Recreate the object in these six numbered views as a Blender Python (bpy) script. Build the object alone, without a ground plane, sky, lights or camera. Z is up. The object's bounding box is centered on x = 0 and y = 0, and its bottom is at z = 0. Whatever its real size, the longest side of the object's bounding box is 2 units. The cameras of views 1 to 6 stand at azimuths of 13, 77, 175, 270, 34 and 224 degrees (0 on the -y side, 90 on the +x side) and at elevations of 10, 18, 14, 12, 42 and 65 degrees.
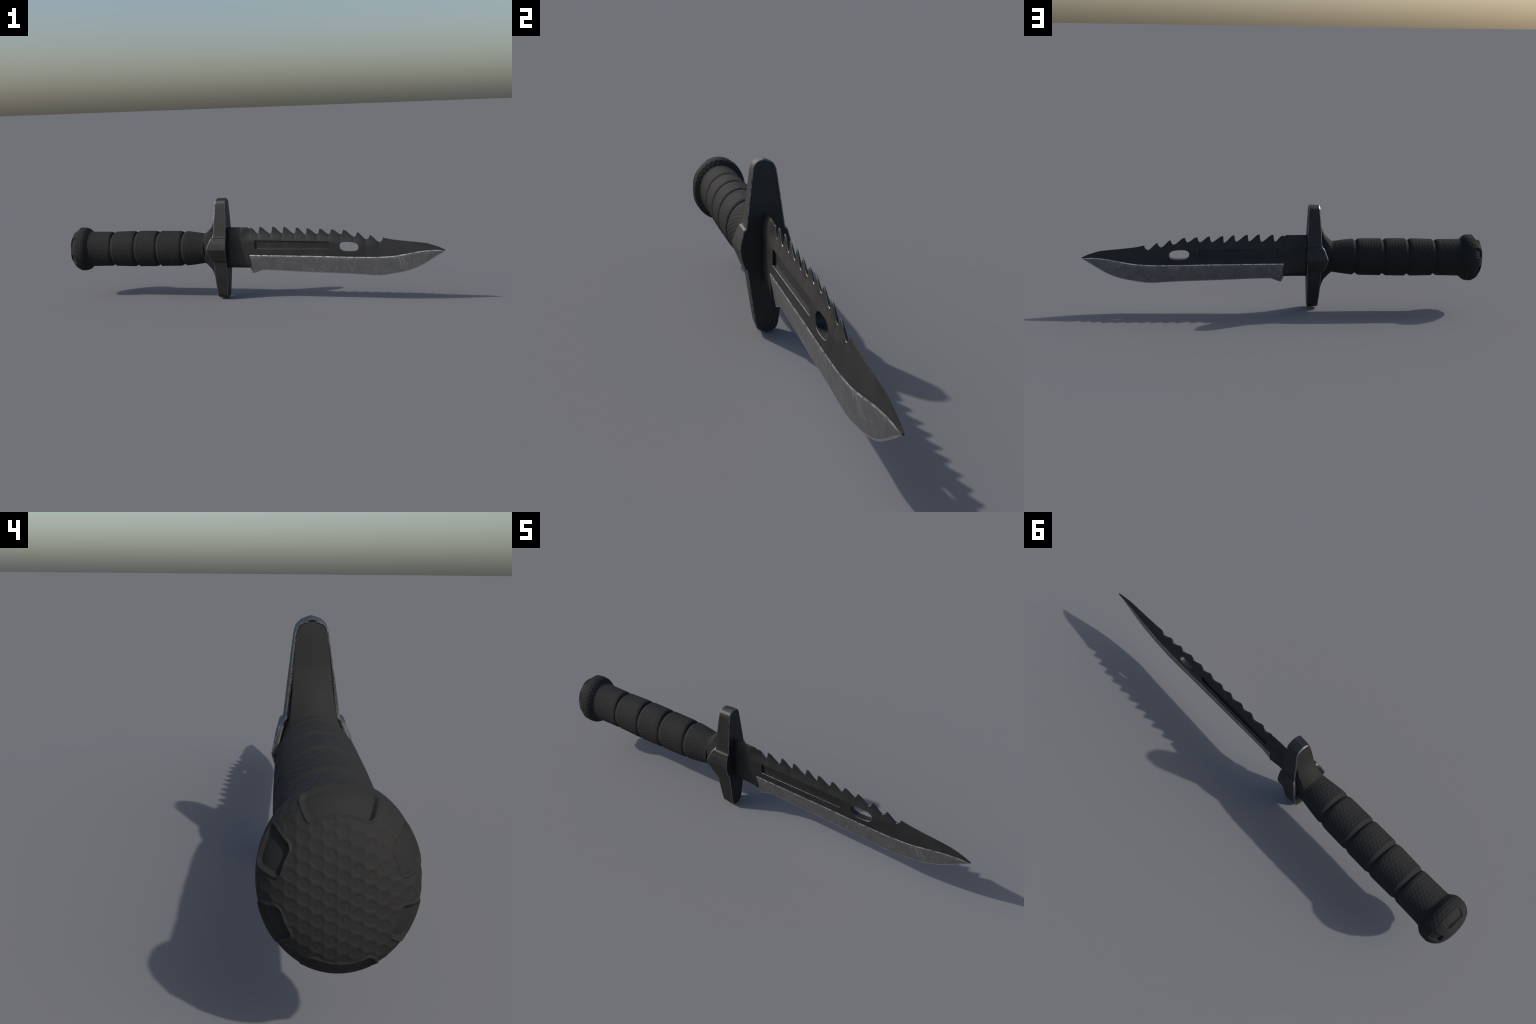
"""Combat knife with saw-toothed spine, cross guard and dimpled rubber grip.

Local frame: x runs along the knife (tip at +x), z is up the blade, y is the
thickness.  KNIFE_POSE turns that frame by about a degree, as the original lies.
"""
import bpy, math
import numpy as np
from mathutils import Matrix, Vector
from mathutils.geometry import delaunay_2d_cdt

for o in list(bpy.data.objects):
    bpy.data.objects.remove(o)

POSE = (Matrix.Translation((0, -0.0184, 0.265))
        @ Matrix.Rotation(math.radians(-1.16), 4, 'Z')
        @ Matrix.Rotation(math.radians(-1.5), 4, 'X'))


# ------------------------------------------------------------------ helpers
def smooth(a, b, x):
    t = np.clip((np.asarray(x, float) - a) / (b - a), 0, 1)
    return t * t * (3 - 2 * t)


def curve(points):
    """Monotone cubic interpolant through (x, value) control points."""
    p = np.array(points, float)
    x, y = p[:, 0], p[:, 1]
    h = np.diff(x)
    d = np.diff(y) / h
    m = np.zeros_like(x)
    m[0], m[-1] = d[0], d[-1]
    for i in range(1, len(x) - 1):
        if d[i - 1] * d[i] > 0:
            w1, w2 = 2 * h[i] + h[i - 1], h[i] + 2 * h[i - 1]
            m[i] = (w1 + w2) / (w1 / d[i - 1] + w2 / d[i])

    def f(q):
        q = np.clip(np.asarray(q, float), x[0], x[-1])
        i = np.clip(np.searchsorted(x, q) - 1, 0, len(x) - 2)
        t = (q - x[i]) / h[i]
        return ((2 * t**3 - 3 * t**2 + 1) * y[i] + (t**3 - 2 * t**2 + t) * h[i] * m[i]
                + (-2 * t**3 + 3 * t**2) * y[i + 1] + (t**3 - t**2) * h[i] * m[i + 1])
    return f


def resample(loop, step):
    """Closed polyline with every side cut into pieces no longer than step."""
    out = []
    n = len(loop)
    for i in range(n):
        a, b = np.array(loop[i], float), np.array(loop[(i + 1) % n], float)
        k = max(1, int(math.ceil(np.linalg.norm(b - a) / step)))
        for j in range(k):
            out.append(a + (b - a) * j / k)
    return np.array(out)


def area(p):
    q = np.roll(p, -1, 0)
    return 0.5 * np.sum(p[:, 0] * q[:, 1] - q[:, 0] * p[:, 1])


def inset(p, c):
    """Offset a counter-clockwise loop inwards (to its left) by c."""
    e = np.roll(p, -1, 0) - p
    e /= np.linalg.norm(e, axis=1)[:, None] + 1e-12
    n = np.stack([-e[:, 1], e[:, 0]], 1)
    m = n + np.roll(n, 1, 0)
    m /= np.linalg.norm(m, axis=1)[:, None] + 1e-9
    k = np.clip(np.sum(m * n, 1), 0.55, 1)
    return p + m * (c / k)[:, None]


def loop_distance(q, loops):
    best = np.full(len(q), 9.0)
    for p in loops:
        a, b = p, np.roll(p, -1, 0)
        ab = b - a
        l2 = np.sum(ab * ab, 1) + 1e-15
        for s in range(0, len(q), 2000):
            d = q[s:s + 2000, None, :] - a[None]
            t = np.clip(np.sum(d * ab[None], 2) / l2, 0, 1)
            r = d - t[..., None] * ab[None]
            best[s:s + 2000] = np.minimum(best[s:s + 2000], np.sqrt(np.min(np.sum(r * r, 2), 1)))
    return best


def inside(q, loops):
    r = np.zeros(len(q), bool)
    for p in loops:
        a, b = p, np.roll(p, -1, 0)
        for i in range(len(a)):
            (x1, y1), (x2, y2) = a[i], b[i]
            if y1 == y2:
                continue
            hit = ((q[:, 1] < y1) != (q[:, 1] < y2))
            r ^= hit & (q[:, 0] < (x2 - x1) * (q[:, 1] - y1) / (y2 - y1) + x1)
    return r


def sheet(outer, holes, step, cell, c):
    """Triangulate a flat region with an inset ring that carries its chamfer."""
    loops = []
    for k, l in enumerate([outer] + list(holes)):
        p = resample(l, step)
        if (area(p) < 0) == (k == 0):
            p = p[::-1]
        loops.append(p)
    pts, edges = [], []
    for p in loops:
        for ring in (p, inset(p, c)):
            s = len(pts)
            pts += [tuple(v) for v in ring]
            edges += [(s + i, s + (i + 1) % len(ring)) for i in range(len(ring))]
    lo, hi = loops[0].min(0), loops[0].max(0)
    gx, gy = np.meshgrid(np.arange(lo[0], hi[0], cell), np.arange(lo[1], hi[1], cell))
    gx = gx + (np.arange(gx.shape[0]) % 2)[:, None] * cell / 2
    g = np.stack([gx.ravel(), gy.ravel()], 1)
    g = g[inside(g, loops)]
    g = g[loop_distance(g, loops) > c + 0.45 * step]
    pts += [tuple(v) for v in g]
    v, _, f, *_ = delaunay_2d_cdt([Vector(p) for p in pts], edges, [], 0, 1e-6)
    v = np.array([tuple(p) for p in v])
    f = np.array([t for t in f if len(t) == 3])
    cen = v[f].mean(1)
    keep = inside(cen, loops)
    f, cen = f[keep], cen[keep]
    a = v[f]
    ar = ((a[:, 1, 0] - a[:, 0, 0]) * (a[:, 2, 1] - a[:, 0, 1])
          - (a[:, 2, 0] - a[:, 0, 0]) * (a[:, 1, 1] - a[:, 0, 1]))
    f[ar < 0] = f[ar < 0][:, ::-1]
    used = np.unique(f)
    remap = -np.ones(len(v), int)
    remap[used] = np.arange(len(used))
    v, f = v[used], remap[f]
    rim = loop_distance(v, loops) < 2e-5
    strip = loop_distance(cen, loops) < c * 0.75
    count = {}
    for t in f:
        for i in range(3):
            e = (t[i], t[(i + 1) % 3])
            count[e] = count.get(e, 0) + 1
    border = [e for e in count if (e[1], e[0]) not in count]
    return v, f, rim, strip, border


def solid(tri, top, bottom):
    """Close a sheet into a solid; top and bottom give 3D points for its vertices."""
    v, f, rim, strip, border = tri
    n = len(v)
    verts = np.concatenate([top, bottom])
    faces = [tuple(t) for t in f] + [tuple(t[::-1] + n) for t in f]
    mats = [int(s) for s in strip] * 2
    for a, b in border:
        faces.append((b, a, a + n, b + n))
        mats.append(2)
    return verts, faces, mats


def make_object(name, verts, faces, materials, mats=None, parent=None, sharp=40,
                normals=None, flip=False):
    me = bpy.data.meshes.new(name)
    if flip:
        faces = [tuple(reversed(f)) for f in faces]
    me.from_pydata([tuple(map(float, v)) for v in verts], [], [tuple(map(int, f)) for f in faces])
    for m in materials:
        me.materials.append(m)
    if mats is not None:
        me.polygons.foreach_set('material_index', np.array(mats, np.int32))
    me.polygons.foreach_set('use_smooth', np.ones(len(me.polygons), bool))
    me.update()
    if normals is not None:
        me.normals_split_custom_set_from_vertices([tuple(n) for n in normals])
    elif sharp:
        me.set_sharp_from_angle(angle=math.radians(sharp))
    ob = bpy.data.objects.new(name, me)
    bpy.context.scene.collection.objects.link(ob)
    if parent is not None:
        ob.parent = parent
    return ob


# ---------------------------------------------------------------- materials
class Nodes:
    def __init__(self, name):
        self.m = bpy.data.materials.new(name)
        self.m.use_nodes = True
        self.t = self.m.node_tree
        self.bsdf = self.t.nodes['Principled BSDF']
        self.coord = self.t.nodes.new('ShaderNodeTexCoord').outputs['Object']

    def link(self, a, b):
        self.t.links.new(a, b)

    def mapping(self, scale=(1, 1, 1), rot=(0, 0, 0)):
        n = self.t.nodes.new('ShaderNodeMapping')
        n.inputs['Scale'].default_value = scale
        n.inputs['Rotation'].default_value = rot
        self.link(self.coord, n.inputs['Vector'])
        return n.outputs['Vector']

    def noise(self, vec, scale, detail=4, rough=0.55, dist=0.0):
        n = self.t.nodes.new('ShaderNodeTexNoise')
        self.link(vec, n.inputs['Vector'])
        n.inputs['Scale'].default_value = scale
        n.inputs['Detail'].default_value = detail
        n.inputs['Roughness'].default_value = rough
        n.inputs['Distortion'].default_value = dist
        return n.outputs['Fac']

    def ramp(self, fac, stops):
        n = self.t.nodes.new('ShaderNodeValToRGB')
        e = n.color_ramp.elements
        for i, (p, c) in enumerate(stops):
            el = e[i] if i < 2 else e.new(p)
            el.position = p
            el.color = (*c, 1) if isinstance(c, tuple) else (c, c, c, 1)
        self.link(fac, n.inputs['Fac'])
        return n.outputs['Color']

    def math(self, op, a, b=0.0, clamp=False):
        n = self.t.nodes.new('ShaderNodeMath')
        n.operation = op
        n.use_clamp = clamp
        for i, v in enumerate((a, b)):
            if hasattr(v, 'is_linked'):
                self.link(v, n.inputs[i])
            else:
                n.inputs[i].default_value = v
        return n.outputs[0]

    def mix(self, fac, a, b):
        n = self.t.nodes.new('ShaderNodeMix')
        n.data_type = 'RGBA'
        for s, v in ((n.inputs[0], fac), (n.inputs[6], a), (n.inputs[7], b)):
            if hasattr(v, 'is_linked'):
                self.link(v, s)
            elif isinstance(v, tuple):
                s.default_value = (*v, 1)
            else:
                s.default_value = v
        return n.outputs[2]

    def bump(self, height, strength, dist):
        n = self.t.nodes.new('ShaderNodeBump')
        n.inputs['Strength'].default_value = strength
        n.inputs['Distance'].default_value = dist
        self.link(height, n.inputs['Height'])
        self.link(n.outputs['Normal'], self.bsdf.inputs['Normal'])

    def strokes(self, angle, scale, stretch, lo, hi, wobble=0.6):
        """Short strokes along one direction: noise stretched in a turned frame."""
        turned = self.mapping((1, 1, 1), (0, angle, 0))
        n = self.t.nodes.new('ShaderNodeMapping')
        n.inputs['Scale'].default_value = (1, 0.25, stretch)
        self.link(turned, n.inputs['Vector'])
        return self.ramp(self.noise(n.outputs['Vector'], scale, 3, 0.6, wobble), [(lo, 0.0), (hi, 1.0)])

    def set(self, **k):
        for name, v in k.items():
            s = self.bsdf.inputs[name.replace('_', ' ')]
            if hasattr(v, 'is_linked'):
                self.link(v, s)
            else:
                s.default_value = (*v, 1) if isinstance(v, tuple) else v


def rubber_material():
    n = Nodes('rubber')
    grain = n.noise(n.coord, 260, 5, 0.65)
    patch = n.noise(n.coord, 9, 4)
    col = n.ramp(patch, [(0.3, (0.0212, 0.0211, 0.0211)), (0.7, (0.0244, 0.0243, 0.0243))])
    n.set(Base_Color=col, Roughness=0.82, Specular_IOR_Level=0.17)
    n.bump(grain, 0.10, 0.0005)
    return n.m


def coated_material():
    """Black oxide coat with faint rubs and scratches."""
    n = Nodes('black_coating')
    patch = n.noise(n.coord, 16, 6, 0.6)
    base = n.ramp(patch, [(0.3, (0.046, 0.046, 0.046)), (0.72, (0.062, 0.0617, 0.0615))])
    rub = n.ramp(n.noise(n.coord, 60, 6, 0.7, 0.6), [(0.62, 0.0), (0.78, 1.0)])
    s1 = n.strokes(0.5, 120, 0.10, 0.70, 0.76)
    s2 = n.strokes(-0.4, 140, 0.12, 0.71, 0.77)
    sc = n.math('MAXIMUM', s1, s2)
    amount = n.math('ADD', n.math('MULTIPLY', rub, 0.16), n.math('MULTIPLY', sc, 0.28), True)
    n.set(Base_Color=n.mix(amount, base, (0.26, 0.258, 0.255)), Metallic=0.9,
          Roughness=n.ramp(patch, [(0.3, 0.50), (0.7, 0.58)]))
    n.bump(n.noise(n.coord, 420, 4), 0.06, 0.0005)
    return n.m


def worn_material(name, dark, bright, lo, hi, scale=70, metallic=0.9, rough=0.40):
    """Edge from which the coat has rubbed off in places."""
    n = Nodes(name)
    w = n.ramp(n.noise(n.coord, scale, 6, 0.7), [(lo, 0.0), (hi, 1.0)])
    n.set(Base_Color=n.mix(w, dark, bright), Metallic=metallic, Roughness=rough)
    return n.m


def steel_material():
    n = Nodes('ground_steel')
    patch = n.noise(n.coord, 22, 6, 0.6)
    base = n.ramp(patch, [(0.32, (0.195, 0.194, 0.196)), (0.68, (0.275, 0.273, 0.274))])
    layers = [n.strokes(0.25, 150, 0.09, 0.63, 0.70), n.strokes(-0.45, 170, 0.10, 0.64, 0.71),
              n.strokes(0.85, 130, 0.10, 0.64, 0.71, 1.2), n.strokes(-1.0, 190, 0.14, 0.65, 0.72, 1.5)]
    spot = n.ramp(n.noise(n.coord, 170, 3, 0.6), [(0.63, 0.0), (0.70, 1.0)])
    a = n.math('MULTIPLY', spot, 0.55)
    for l in layers:
        a = n.math('MAXIMUM', a, n.math('MULTIPLY', l, 0.7))
    region = n.ramp(n.noise(n.coord, 13, 3), [(0.38, 0.15), (0.62, 1.0)])
    n.set(Base_Color=n.mix(n.math('MULTIPLY', a, region), base, (0.62, 0.62, 0.64)), Metallic=1.0,
          Roughness=n.ramp(patch, [(0.3, 0.62), (0.7, 0.50)]))
    n.bump(n.noise(n.mapping((1, 1, 6)), 180, 4), 0.05, 0.0005)
    return n.m


RUBBER = rubber_material()
COAT = coated_material()
EDGE = worn_material('worn_coat_edge', (0.08, 0.08, 0.08), (0.38, 0.38, 0.38), 0.36, 0.66)
TOOTH_EDGE = worn_material('rubbed_tooth_edge', (0.055, 0.055, 0.055), (0.18, 0.18, 0.18), 0.46, 0.70)
STEEL = steel_material()
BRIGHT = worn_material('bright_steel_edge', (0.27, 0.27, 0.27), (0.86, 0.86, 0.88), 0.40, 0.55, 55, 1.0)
GROUND_EDGE = worn_material('sharpened_edge', (0.33, 0.33, 0.34), (0.56, 0.56, 0.58), 0.35, 0.65, 90, 1.0, 0.50)

# -------------------------------------------------------------------- knife
knife = bpy.data.objects.new('combat_knife', None)
bpy.context.scene.collection.objects.link(knife)
knife['label'] = 'black combat knife with saw-toothed steel blade and dimpled rubber grip'
knife['category'] = 'combat knife'

# -------------------------------------------------------------------- blade
tooth_tip = [(0.0528, .1108), (.1216, .1127), (.1800, .1108), (.2462, .1083), (.3014, .1040),
             (.3672, .1024), (.4281, .0985), (.4885, .0954), (.5600, .0836), (.6240, .0690), (.6898, .0575)]
gullet = [(.0462, .0767), (.1135, .0757), (.1755, .0782), (.2390, .0772), (.2990, .0716), (.3590, .0744),
          (.4165, .0752), (.4778, .0744), (.5465, .0626), (.6080, .0486), (.6742, .0350)]
spine_line = curve([(-.12, .1105), (.06, .1115), (.125, .1127), (.25, .108), (.37, .1024), (.49, .0954), (.56, .0836),
                    (.624, .069), (.69, .0575), (.737, .0486), (.80, .0412), (.878, .0335), (.909, .0296),
                    (.928, .0243), (.961, .0140), (.999, -.0030)])
bevel_line = curve([(-.02, -.0325), (.2, -.0345), (.4, -.0367), (.475, -.0382), (.60, -.0395), (.65, -.0391),
                    (.70, -.0373), (.745, -.0332), (.795, -.0250), (.843, -.0156), (.89, -.0076), (.926, -.0045),
                    (.955, -.0035), (.999, -.0065)])
edge_line = curve([(-.004, -.100), (.0125, -.1320), (.030, -.1274), (.0693, -.1141), (.075, -.1140), (.3077, -.1220),
                   (.5477, -.1298), (.620, -.1341), (.6556, -.1357), (.690, -.1336), (.744, -.1252), (.800, -.1142),
                   (.8412, -.1012), (.885, -.0812), (.9253, -.0562), (.9943, -.0102)])


def spine_outline():
    pts = [(-.0012, .0985), (-.0008, .1035), (.0025, .1068), (.0095, .1066)]
    last = pts[-1]
    for (xt, zt), (xv, zv) in zip(tooth_tip, gullet):
        for t in np.linspace(.1, 1, 12):                       # back of the tooth sweeps down
            s = smooth(0, 1, t ** 1.0)
            pts.append((last[0] + (xv - last[0]) * t, last[1] + (zv - last[1]) * s))
        zt = zt + .0010
        for u in np.linspace(.05, .93, 9):                     # front of the next one stands up
            pts.append((xv + (xt - .0004 - xv) * (1 - (1 - u) ** 2.5), zv + (zt - zv) * u))
        if xt < .55:                                           # blunt, slightly rolled tip
            pts += [(xt + .0004, zt - .0008), (xt + .0018, zt), (xt + .0040, zt - .0003)]
            last = pts[-1]
        else:
            pts.append((xt, zt))
            last = (xt, zt)
    for x in np.arange(.70, .9985, .008):
        pts.append((x, float(spine_line(x))))
    pts.append((.9990, -.0030))
    return pts


def half_thickness(x):
    """Half thickness of the stock at the bevel line, tapering to the point."""
    x = np.asarray(x, float)
    return .0164 * (1 - .80 * np.clip((x - .58) / .42, 0, 1) ** 2.0)


saw_section = curve([(0, .90), (.38, .86), (.51, .78), (.64, .54), (.78, .27), (.90, .16), (1.05, .10)])
point_section = curve([(0, .90), (.25, .70), (.55, .44), (.85, .20), (1.0, .10), (1.05, .10)])


def body_half(x, z):
    b, t = bevel_line(x), spine_line(x)
    s = np.clip((z - b) / np.maximum(t - b, .004), 0, 1.05)
    f = smooth(.50, .78, x)
    h = half_thickness(x) * (saw_section(s) * (1 - f) + point_section(s) * f)
    for (xv, zv) in gullet:                                    # hollow ground below each gullet
        h = h - .0011 * np.exp(-((x - xv + .002) / .0085) ** 2) * smooth(zv - .05, zv - .004, z)
    h = h - .0030 * np.exp(-((x + .0010) / .0020) ** 2) * smooth(.055, .085, z)
    return np.maximum(h, .0011)


upper = spine_outline()
low = [(x, float(bevel_line(x)) - .006 * (1 - .8 * float(smooth(.9, .99, x)))) for x in np.arange(.99, -.001, -.02)]
outline = upper + [(.9955, -.0085)] + low + [(.004, -.0385), (.004, -.099), (-.0012, -.100)]
a = np.linspace(0, 2 * math.pi, 56, endpoint=False)
ce, se = np.cos(a), np.sin(a)
hx = .5195 + .0495 * np.sign(ce) * np.abs(ce) ** (2 / 2.9)
hz = .0112 + (.0243 - .0025 * ce) * np.sign(se) * np.abs(se) ** (2 / 2.5) - .0012 * ce
hole = list(zip(hx, hz))
slot = [(.0285, -.0022), (.4205, -.0022), (.4205, .0370), (.0285, .0425)]

CH = .0013
tri = sheet(outline, [hole, slot], .0045, .0055, CH)
v, f, rim, strip, border = tri
h = body_half(v[:, 0], v[:, 1])
plain = (v[:, 0] < 0) & (v[:, 1] < .055)                     # flush joint with the ricasso
h = np.where(rim & ~plain, np.maximum(h - CH, .0008), h)
V, F, Mi = solid(tri, np.stack([v[:, 0], h, v[:, 1]], 1), np.stack([v[:, 0], -h, v[:, 1]], 1))
# floor of the long recess on both sides: a thin web
fx, fz = v[f][..., 0].mean(1), v[f][..., 1].mean(1)
Mi[:2 * len(f)] = list(np.where(strip & ~((fx < .003) & (fz < .06)), 1, 0)) * 2
web = sheet([(.0265, -.0042), (.4225, -.0042), (.4225, .0390), (.0265, .0445)], [], .004, .0022, .001)
wv = web[0]
wh = .0054 + 0.0018 * np.exp(-np.maximum(wv[:, 1] + .0022, 0) / .0022)   # fillet along the lower wall
V2, F2, M2 = solid(web, np.stack([wv[:, 0], wh, wv[:, 1]], 1), np.stack([wv[:, 0], -wh, wv[:, 1]], 1))
F += [tuple(i + len(V) for i in q) for q in F2]
Mi += [0] * len(M2)
V = np.concatenate([V, V2])
blade = make_object('blade', V, F, [COAT, TOOTH_EDGE, COAT], Mi, knife, 32, flip=True)
blade.matrix_local = POSE

# ---- cutting edge: broad ground bevel standing a little proud of the body
heel = [(-.0010, -.0325), (-.0016, -.045), (-.0038, -.062), (-.0048, -.078), (-.0036, -.094), (.0020, -.110), (.0105, -.1294), (.0130, -.1321)]
bottom = [(x, float(edge_line(x))) for x in list(np.arange(.02, .07, .012)) + list(np.arange(.0715, .99, .009))] + [(.9935, -.0105)]
top = [(x, float(bevel_line(x))) for x in np.arange(.992, .0, -.006)]
BC = .0050
tri = sheet(heel + bottom + top, [], .005, .0050, BC)
v, f, rim, strip, border = tri
x, z = v[:, 0], v[:, 1]
b, e = bevel_line(x), np.where(x < .0125, -.1312, edge_line(x))
t = np.clip((b - z) / np.maximum(b - e, .003), 0, 1)
H = half_thickness(x)
u = np.clip((t - .06) / .94, 0, 1)                      # hollow ground under a rounded lip
h = H * (1 - .89 * u ** 1.0) * (1 - .10 * np.clip(1 - t / .22, 0, 1) ** 2)
d_edge = z - e                                             # small secondary bevel
h = h * np.where(x > .02, np.clip(.25 + .75 * d_edge / .0045, 0, 1), 1)
top_rim = rim & (np.abs(z - b) < .0012)
heel_rim = rim & (x < .0128) & ~top_rim
h = np.where(rim, np.maximum(h - .0004, .0005), h)
h = np.where(top_rim, np.maximum(H * .895, .0005), h)
h = np.where(heel_rim, np.maximum(h - .0022, .0008), h)
V, F, Mi = solid(tri, np.stack([x, h, z], 1), np.stack([x, -h, z], 1))
fx, fz = v[f][..., 0].mean(1), v[f][..., 1].mean(1)
near_bevel = bevel_line(fx) - fz < BC * 1.02
near_edge = (fz - edge_line(fx) < .0046) & (fx > .010)
near_heel = strip & (fx < .012)
kind = np.where(near_edge & ~near_bevel, 2, np.where(near_bevel | near_heel, 1, 0))
Mi[:2 * len(f)] = list(kind) * 2
make_object('cutting_edge', V, F, [STEEL, BRIGHT, GROUND_EDGE], Mi, blade, 32, flip=True)


# ---- ricasso: plain lens-shaped shank between blade and guard
def ricasso():
    xs = np.concatenate([np.linspace(-.135, -.02, 36), np.linspace(-.018, .0015, 12)])
    q = np.concatenate([np.linspace(-1, -.9, 9)[:-1], np.linspace(-.9, .9, 40), np.linspace(.9, 1, 9)[1:]])
    rows = []
    for xx in xs:
        drop = .0068 * float(smooth(-.014, .0, xx)) ** 1.5
        zt, zb = .1108 - drop, -.1022
        zz = (zt + zb) / 2 + (zt - zb) / 2 * q
        base = .0142 + .0035 * float(1 - smooth(-.115, -.075, xx))
        hh = base * np.clip(1 - np.abs(q) ** 5, 0, 1) ** .55
        s = np.clip((zz + .03) / .14, 0, 1)
        hh = hh * (1 - .45 * s ** 2.2)
        flat = half_thickness(0) * saw_section(np.clip((zz + .0325) / .143, 0, 1.05)) * np.clip(1 - np.abs(q) ** 16, 0, 1) ** .5
        m = float(smooth(-.055, -.006, xx))
        hh = hh * (1 - m) + (flat - .00012) * m
        up = np.stack([np.full_like(zz, xx), hh, zz], 1)
        dn = np.stack([np.full_like(zz, xx), -hh, zz], 1)[::-1][1:-1]
        rows.append(np.concatenate([up, dn]))
    m = len(rows[0])
    V = np.concatenate(rows)
    F = []
    for i in range(len(rows) - 1):
        for j in range(m):
            k = (j + 1) % m
            F.append((i * m + j, i * m + k, (i + 1) * m + k, (i + 1) * m + j))
    F.append(tuple(range(m))[::-1])
    F.append(tuple((len(rows) - 1) * m + j for j in range(m)))
    return make_object('ricasso', V, F, [COAT], None, blade, 50, flip=True)


ricasso()

# -------------------------------------------------------------------- guard
top_curve = curve([(0, .2655), (.0130, .2612), (.0215, .2572), (.0285, .2510)])
arm = [(y, float(top_curve(y))) for y in np.linspace(0, .0285, 10)]
arm += [(.0312, .2468), (.0333, .2415), (.0350, .2350), (.0363, .2270), (.0386, .2110), (.0448, .1650), (.0502, .1250), (.0583, .0625)]
arm += [(.0650, .0585), (.0738, .0290), (.0790, .0000)]           # side lug with two flats
right = arm + [(y, -z) for y, z in arm[-2::-1]]
guard_outline = right + [(-y, z) for y, z in right[-2:0:-1]]
half_width = curve(sorted((z, y) for y, z in arm))
collar_side = [(.0, .2545), (.0060, .2538), (.0130, .2515), (.0225, .2465), (.0285, .2400), (.0320, .2290), (.0340, .2120),
               (.0372, .1650), (.0403, .1200), (.0440, .0850), (.0480, .0600), (.0540, .0400), (.0575, .0200), (.0585, .0)]
collar_right = collar_side + [(y, -z) for y, z in collar_side[-2::-1]]
collar_outline = collar_right + [(-y, z) for y, z in collar_right[-2:0:-1]]
collar_width = curve(sorted((z, y) for y, z in collar_side))
ridge_x = curve([(0, -.262), (.060, -.262), (.0795, -.2395), (.0885, -.2275), (.1008, -.2150), (.1120, -.2040), (.1256, -.1950), (.1495, -.1862),
                 (.1700, -.1805), (.2000, -.1770), (.2620, -.1710)])
side_x = curve([(0, -.2150), (.004, -.2145), (.030, -.2050), (.058, -.1920), (.0625, -.1865), (.15, -.1795), (.26, -.1715)])


def guard_back(y, z):
    """Back of the steel guard: a border that slopes up to the moulded collar."""
    az, ay = np.abs(z), np.abs(y)
    w, c = half_width(az), collar_width(az)
    k = np.clip((w - ay) / np.maximum(w - c, .003), 0, 1)
    k = np.minimum(k, np.clip((.2655 - .38 * ay - az) / .009, 0, 1))
    return side_x(az) - .0019 * smooth(0, .35, k) * (1 - smooth(.55, .95, k)) + .0016 * smooth(.55, .95, k)


def collar_back(y, z):
    """Moulded collar: thin sheet on the arms that flares into the neck of the grip."""
    az, ay = np.abs(z), np.abs(y)
    c = collar_width(az)
    sheet_x = side_x(np.maximum(az, .064)) + .0008 - .0034 * np.clip(1 - ay / np.maximum(c, .004), 0, 1) * (1 - smooth(.226, .252, az))
    ell = np.sqrt((ay / .0610) ** 2 + (az / .0795) ** 2)
    flare = ridge_x(ell * .0795) + .0030 * np.clip(ay / .0610, 0, 1)
    k = .0025
    return np.minimum(sheet_x, flare) - k * np.exp(-np.abs(sheet_x - flare) / k) * .5


GC = .0030
tri = sheet(guard_outline, [], .0035, .0026, GC)
v, f, rim, strip, border = tri
y, z = v[:, 0], v[:, 1]
az = np.abs(z)
front = -.1125 - .0065 * (az / .265) ** 1.6
back = guard_back(y, z)
front = np.where(rim, front - .0020, front)
back = np.where(rim, back + .0030, back)
draft = np.where(az < .0605, 1 + .05 * smooth(.058, .0, az), 1 - .055 * smooth(.060, .066, az))
front_pts = np.stack([front, y, z], 1)
back_pts = np.stack([back, y * draft, z * (1 - .010 * smooth(.2, .26, az))], 1)
V, F, Mi = solid(tri, front_pts, back_pts)
guard = make_object('guard', V, F, [COAT, EDGE, COAT], Mi, knife, 17)
guard.matrix_local = POSE

tri = sheet(collar_outline, [], .003, .0035, .0012)
v, f, rim, strip, border = tri
back = collar_back(v[:, 0], v[:, 1])
back = np.where(rim, back + .0008, back)
V, F, Mi = solid(tri, np.stack([np.full(len(v), -.165), v[:, 0], v[:, 1]], 1), np.stack([back, v[:, 0], v[:, 1]], 1))
make_object('guard_collar', V, F, [RUBBER], [0] * len(F), guard, 40)

# ----------------------------------------------------------- grip and pommel
grooves = [-.7590, -.6235, -.4995, -.3600]
body = curve([(-.885, .0945), (-.78, .0931), (-.740, .0933), (-.64, .0957), (-.605, .0957), (-.51, .0952),
              (-.48, .0945), (-.385, .0935), (-.341, .0914), (-.236, .0776)])
bulb = [(-.885, .0945), (-.893, .1010), (-.901, .1085), (-.910, .1142), (-.920, .1170), (-.932, .1178), (-.943, .1172),
          (-.953, .1142), (-.963, .1085), (-.972, .1008), (-.980, .0910), (-.987, .0785), (-.9925, .0635), (-.9965, .0450),
          (-.9990, .0230), (-1.0, .0)]


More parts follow.
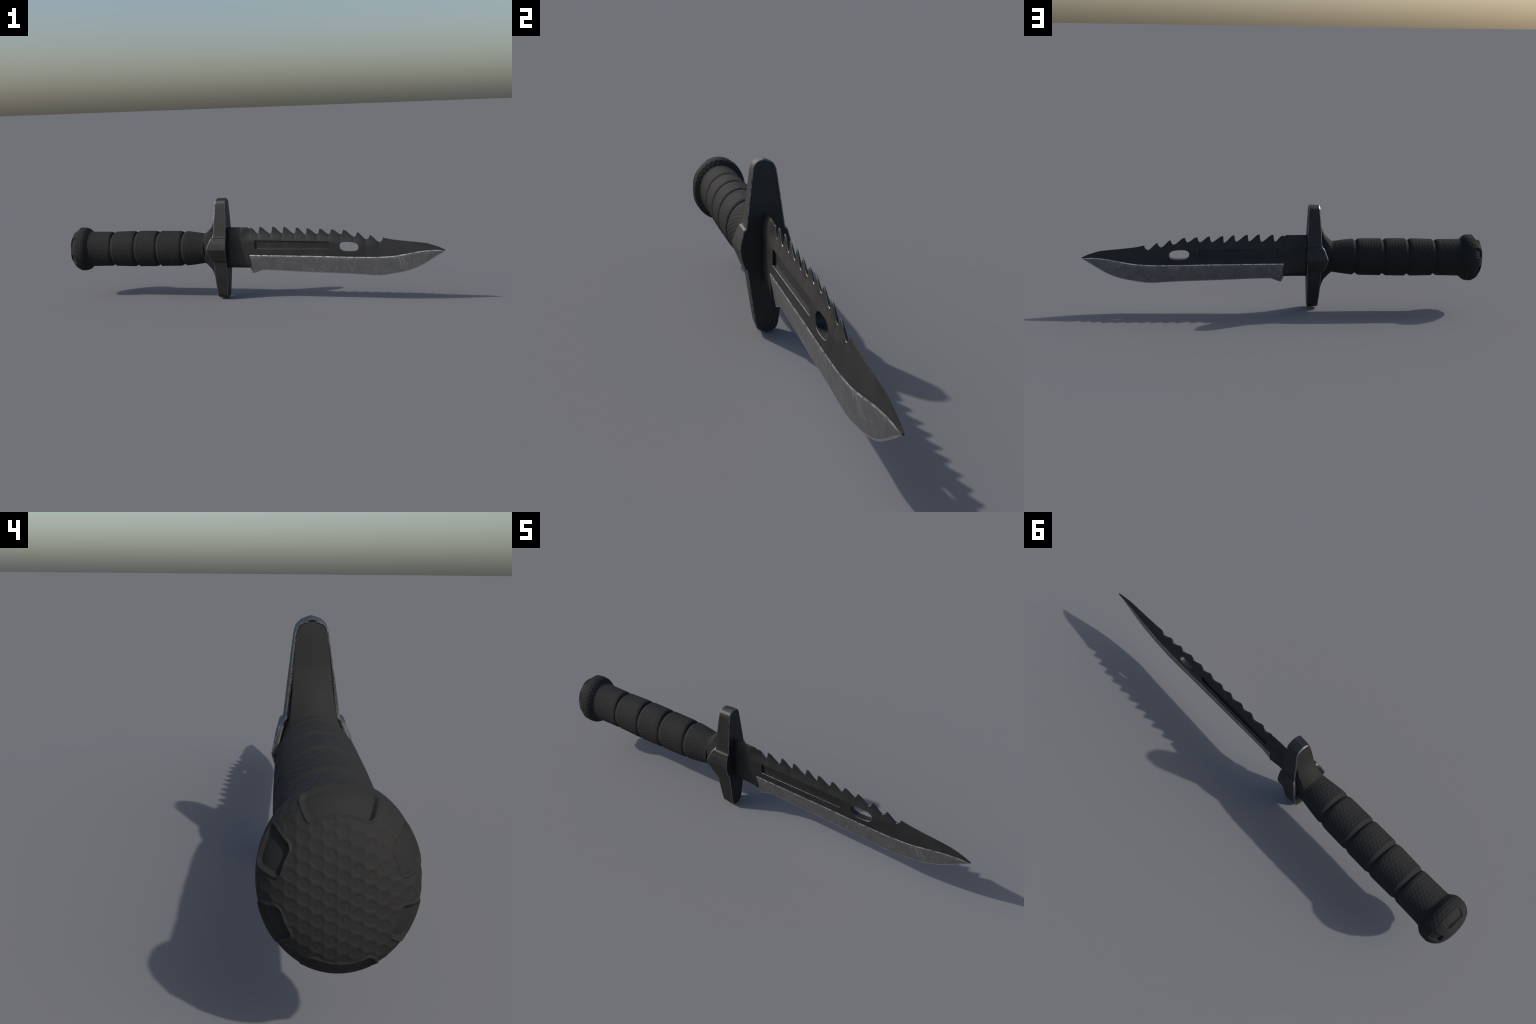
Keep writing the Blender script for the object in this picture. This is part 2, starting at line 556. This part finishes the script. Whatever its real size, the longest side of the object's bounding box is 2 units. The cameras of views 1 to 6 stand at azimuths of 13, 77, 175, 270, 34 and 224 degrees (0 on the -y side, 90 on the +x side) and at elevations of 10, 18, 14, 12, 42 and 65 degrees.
def axis_profile():
    """(x, rz, arc length) samples from the guard back to the middle of the pommel."""
    pts = []
    for xx in np.arange(-.236, -.884, -.0015):
        r = float(body(xx))
        pts.append((xx, r))
    b = np.array(bulb)
    s = np.concatenate([[0], np.cumsum(np.hypot(*np.diff(b, axis=0).T))])
    fx, fr = curve(np.stack([s, b[:, 0]], 1)), curve(np.stack([s, b[:, 1]], 1))
    for q in np.arange(0, s[-1] - .002, .0015):
        pts.append((float(fx(q)), float(fr(q))))
    return np.array(pts)


def groove_cut(x):
    """Depth share of the finger grooves: round shoulder on one side, hollow on the other."""
    cut = np.zeros_like(x)
    for g in grooves:
        d = x - g
        t = np.clip(-d / .021, 0, 1)
        cut += np.where(d <= 0, 1 - np.sqrt(np.clip(1 - (1 - t) ** 2.2, 0, 1)), 0)
        t = np.clip(d / .0175, 0, 1)
        cut += np.where(d > 0, (1 - t ** 1.5) * (1 - .35 * t * (1 - t)), 0)
    return cut


def hex_dimple(u, w, pitch):
    """0 on the walls of a honeycomb, 1 in the middle of its round pits; pitch runs along u."""
    best = np.full(np.shape(u), 9.0)
    row = pitch * math.sqrt(3)
    for du, dw in ((0, 0), (pitch / 2, row / 2)):
        a = (u - du) - pitch * np.round((u - du) / pitch)
        c = (w - dw) - row * np.round((w - dw) / row)
        best = np.minimum(best, np.hypot(a, c))
    return 1 - smooth(.28 * pitch, .46 * pitch, best)


def build_handle():
    prof = axis_profile()
    NT = 432
    th = np.arange(NT) * 2 * math.pi / NT
    X, R = prof[:, 0][:, None], prof[:, 1][:, None]
    ratio = np.interp(prof[:, 0], [-1, -.90, -.86, -.40, -.236], [.838, .838, .822, .822, .805])[:, None]
    ct, st = np.cos(th)[None], np.sin(th)[None]
    zc = -.0097 * (-.236 - X) * np.ones_like(ct)
    cut = groove_cut(prof[:, 0])[:, None] * (.0052 + .0080 * st ** 2)   # shallow on the flats, deep above and below
    P = np.stack([X + 0 * ct, (R * ratio - cut) * ct, (R - cut) * st + zc], 2)

    def normals(P):
        a = np.roll(P, -1, 1) - np.roll(P, 1, 1)
        b = np.gradient(P, axis=0)
        n = np.cross(a, b)
        n /= np.linalg.norm(n, axis=2)[..., None] + 1e-12
        return n * np.sign(np.sum(n * (P - np.array([-.6, 0, -.002])), 2))[..., None] if False else n
    N = normals(P)
    if N[50, 0, 1] < 0:
        N = -N
    # arc length round the section, so that the pits keep their size
    seg = np.hypot(np.diff(.085 * np.cos(np.append(th, 2 * math.pi))), np.diff(.1 * np.sin(np.append(th, 2 * math.pi))))
    arc = np.concatenate([[0], np.cumsum(seg)])
    frac = arc[:-1] / arc[-1]
    count = 32
    pitch = .0172
    along = np.concatenate([[0], np.cumsum(np.hypot(np.diff(prof[:, 0]), np.diff(prof[:, 1])))])
    pit = hex_dimple(frac[None] * count * pitch + 0 * X, along[:, None] + 0 * ct, pitch)
    # rows die away in the grooves; the shoulder behind each groove stays smooth
    keep = np.ones(len(prof))
    for g in grooves:
        keep *= smooth(.0160, .0215, prof[:, 0] - g) + smooth(.0090, .0150, g - prof[:, 0])
    keep *= smooth(-.240, -.250, prof[:, 0])
    on_cap = smooth(.955, .968, -prof[:, 0])
    cap = hex_dimple(P[..., 2] + .0021, P[..., 1] + .003, .0174)
    pit = pit * ((1 - on_cap) * keep)[:, None] + cap * on_cap[:, None]
    # six recessed panels round the end of the pommel
    panel = np.zeros_like(pit)
    lip = np.zeros_like(pit)
    rs = R + 0 * ct
    for centre, half, inner in ((90, 28, .9800), (270, 28, .9800), (25, 13.5, .9835), (-25, 13.5, .9835),
                                (155, 13.5, .9835), (205, 13.5, .9835)):
        d = (np.degrees(th) - centre + 180) % 360 - 180
        size = R * np.sqrt((ratio * st) ** 2 + ct ** 2)
        ea = (half - np.abs(d))[None] * math.pi / 180 * size
        cum = along[:, None] - along[np.argmin(np.abs(prof[:, 0] + .9465))]
        far = along[np.argmin(np.abs(prof[:, 0] + inner))] - along[np.argmin(np.abs(prof[:, 0] + .9465))]
        eb = np.minimum(cum, far - cum) + 0 * ea
        rad = .0085
        qa, qb = rad - ea, rad - eb
        sd = rad - np.where((qa > 0) & (qb > 0), np.hypot(qa, qb), np.maximum(qa, qb))
        sd = np.where(P[..., 0] < -.93, sd, -1)
        deep = .0042 + .0042 * np.clip(cum / far, 0, 1)
        panel = np.maximum(panel, smooth(.0002, .0017, sd) * deep)
        lip = np.maximum(lip, np.exp(-((sd + .0013) / .0014) ** 2))
    inside_panel = panel > .0001
    pit = pit * (1 - np.clip(lip * 1.2, 0, 1)) * ~inside_panel
    disp = -.00085 * pit - panel + .0013 * lip
    P = P + N * disp[..., None]
    nr = len(prof)
    V = P.reshape(-1, 3)
    end = np.array([[-1.0, 0, zc[-1, 0]]])
    V = np.concatenate([V, end])
    i = np.arange(nr - 1)[:, None]
    j = np.arange(NT)[None]
    k = (j + 1) % NT
    Q = np.stack([i * NT + j, i * NT + k, (i + 1) * NT + k, (i + 1) * NT + j], 2).reshape(-1, 4)
    cx = V[Q].mean(1)
    n = np.cross(V[Q[:, 1]] - V[Q[:, 0]], V[Q[:, 3]] - V[Q[:, 0]])
    if np.sum(n[:2000, 1] * cx[:2000, 1]) < 0:
        Q = Q[:, ::-1]
        fan_flip = True
    else:
        fan_flip = False
    # vertex normals of the whole surface, shared by all its pieces
    VN = np.zeros_like(V)
    n = np.cross(V[Q[:, 2]] - V[Q[:, 0]], V[Q[:, 3]] - V[Q[:, 1]])
    for c in range(4):
        np.add.at(VN, Q[:, c], n)
    VN[-1] = (-1, 0, 0)
    VN /= np.linalg.norm(VN, axis=1)[:, None] + 1e-15
    fan = [((nr - 1) * NT + jj, (nr - 1) * NT + (jj + 1) % NT, nr * NT) for jj in range(NT)]
    if fan_flip:
        fan = [t[::-1] for t in fan]
    row = np.repeat(np.arange(nr - 1), NT)
    px = prof[row, 0]
    pan = (panel.reshape(-1)[Q[:, 0]] > .0012)

    def piece(name, mask, parent, extra=()):
        faces = [tuple(q) for q in Q[mask]] + list(extra)
        used = np.unique(np.concatenate([np.array(q) for q in faces]))
        remap = {int(u): a for a, u in enumerate(used)}
        faces = [tuple(remap[int(u)] for u in q) for q in faces]
        ob = make_object(name, V[used], faces, [RUBBER], None, parent, None, VN[used])
        return ob
    near = np.zeros(len(px), bool)
    for g in grooves:
        near |= np.abs(px - g) < .0120
    is_pommel = px < -.8845
    handle = piece('handle', near & ~is_pommel, knife)
    handle.matrix_local = POSE
    stops = [-.236] + sorted(grooves, reverse=True) + [-.8845]
    for a_, b_ in zip(stops[:-1], stops[1:]):
        piece('grip_segment', (px <= a_ + 1e-6) & (px > b_) & ~near & ~is_pommel, handle)
    pommel = piece('pommel', is_pommel & ~pan, knife, fan)
    pommel.matrix_local = POSE
    ang = np.degrees(np.arctan2(cx[:, 2] + .0055, cx[:, 1] * 1.18)) % 360
    for centre, half in ((90, 35), (270, 35), (25, 20), (335, 20), (155, 20), (205, 20)):
        d = np.abs((ang - centre + 180) % 360 - 180)
        piece('recessed_panel', is_pommel & pan & (d < half), pommel)


build_handle()
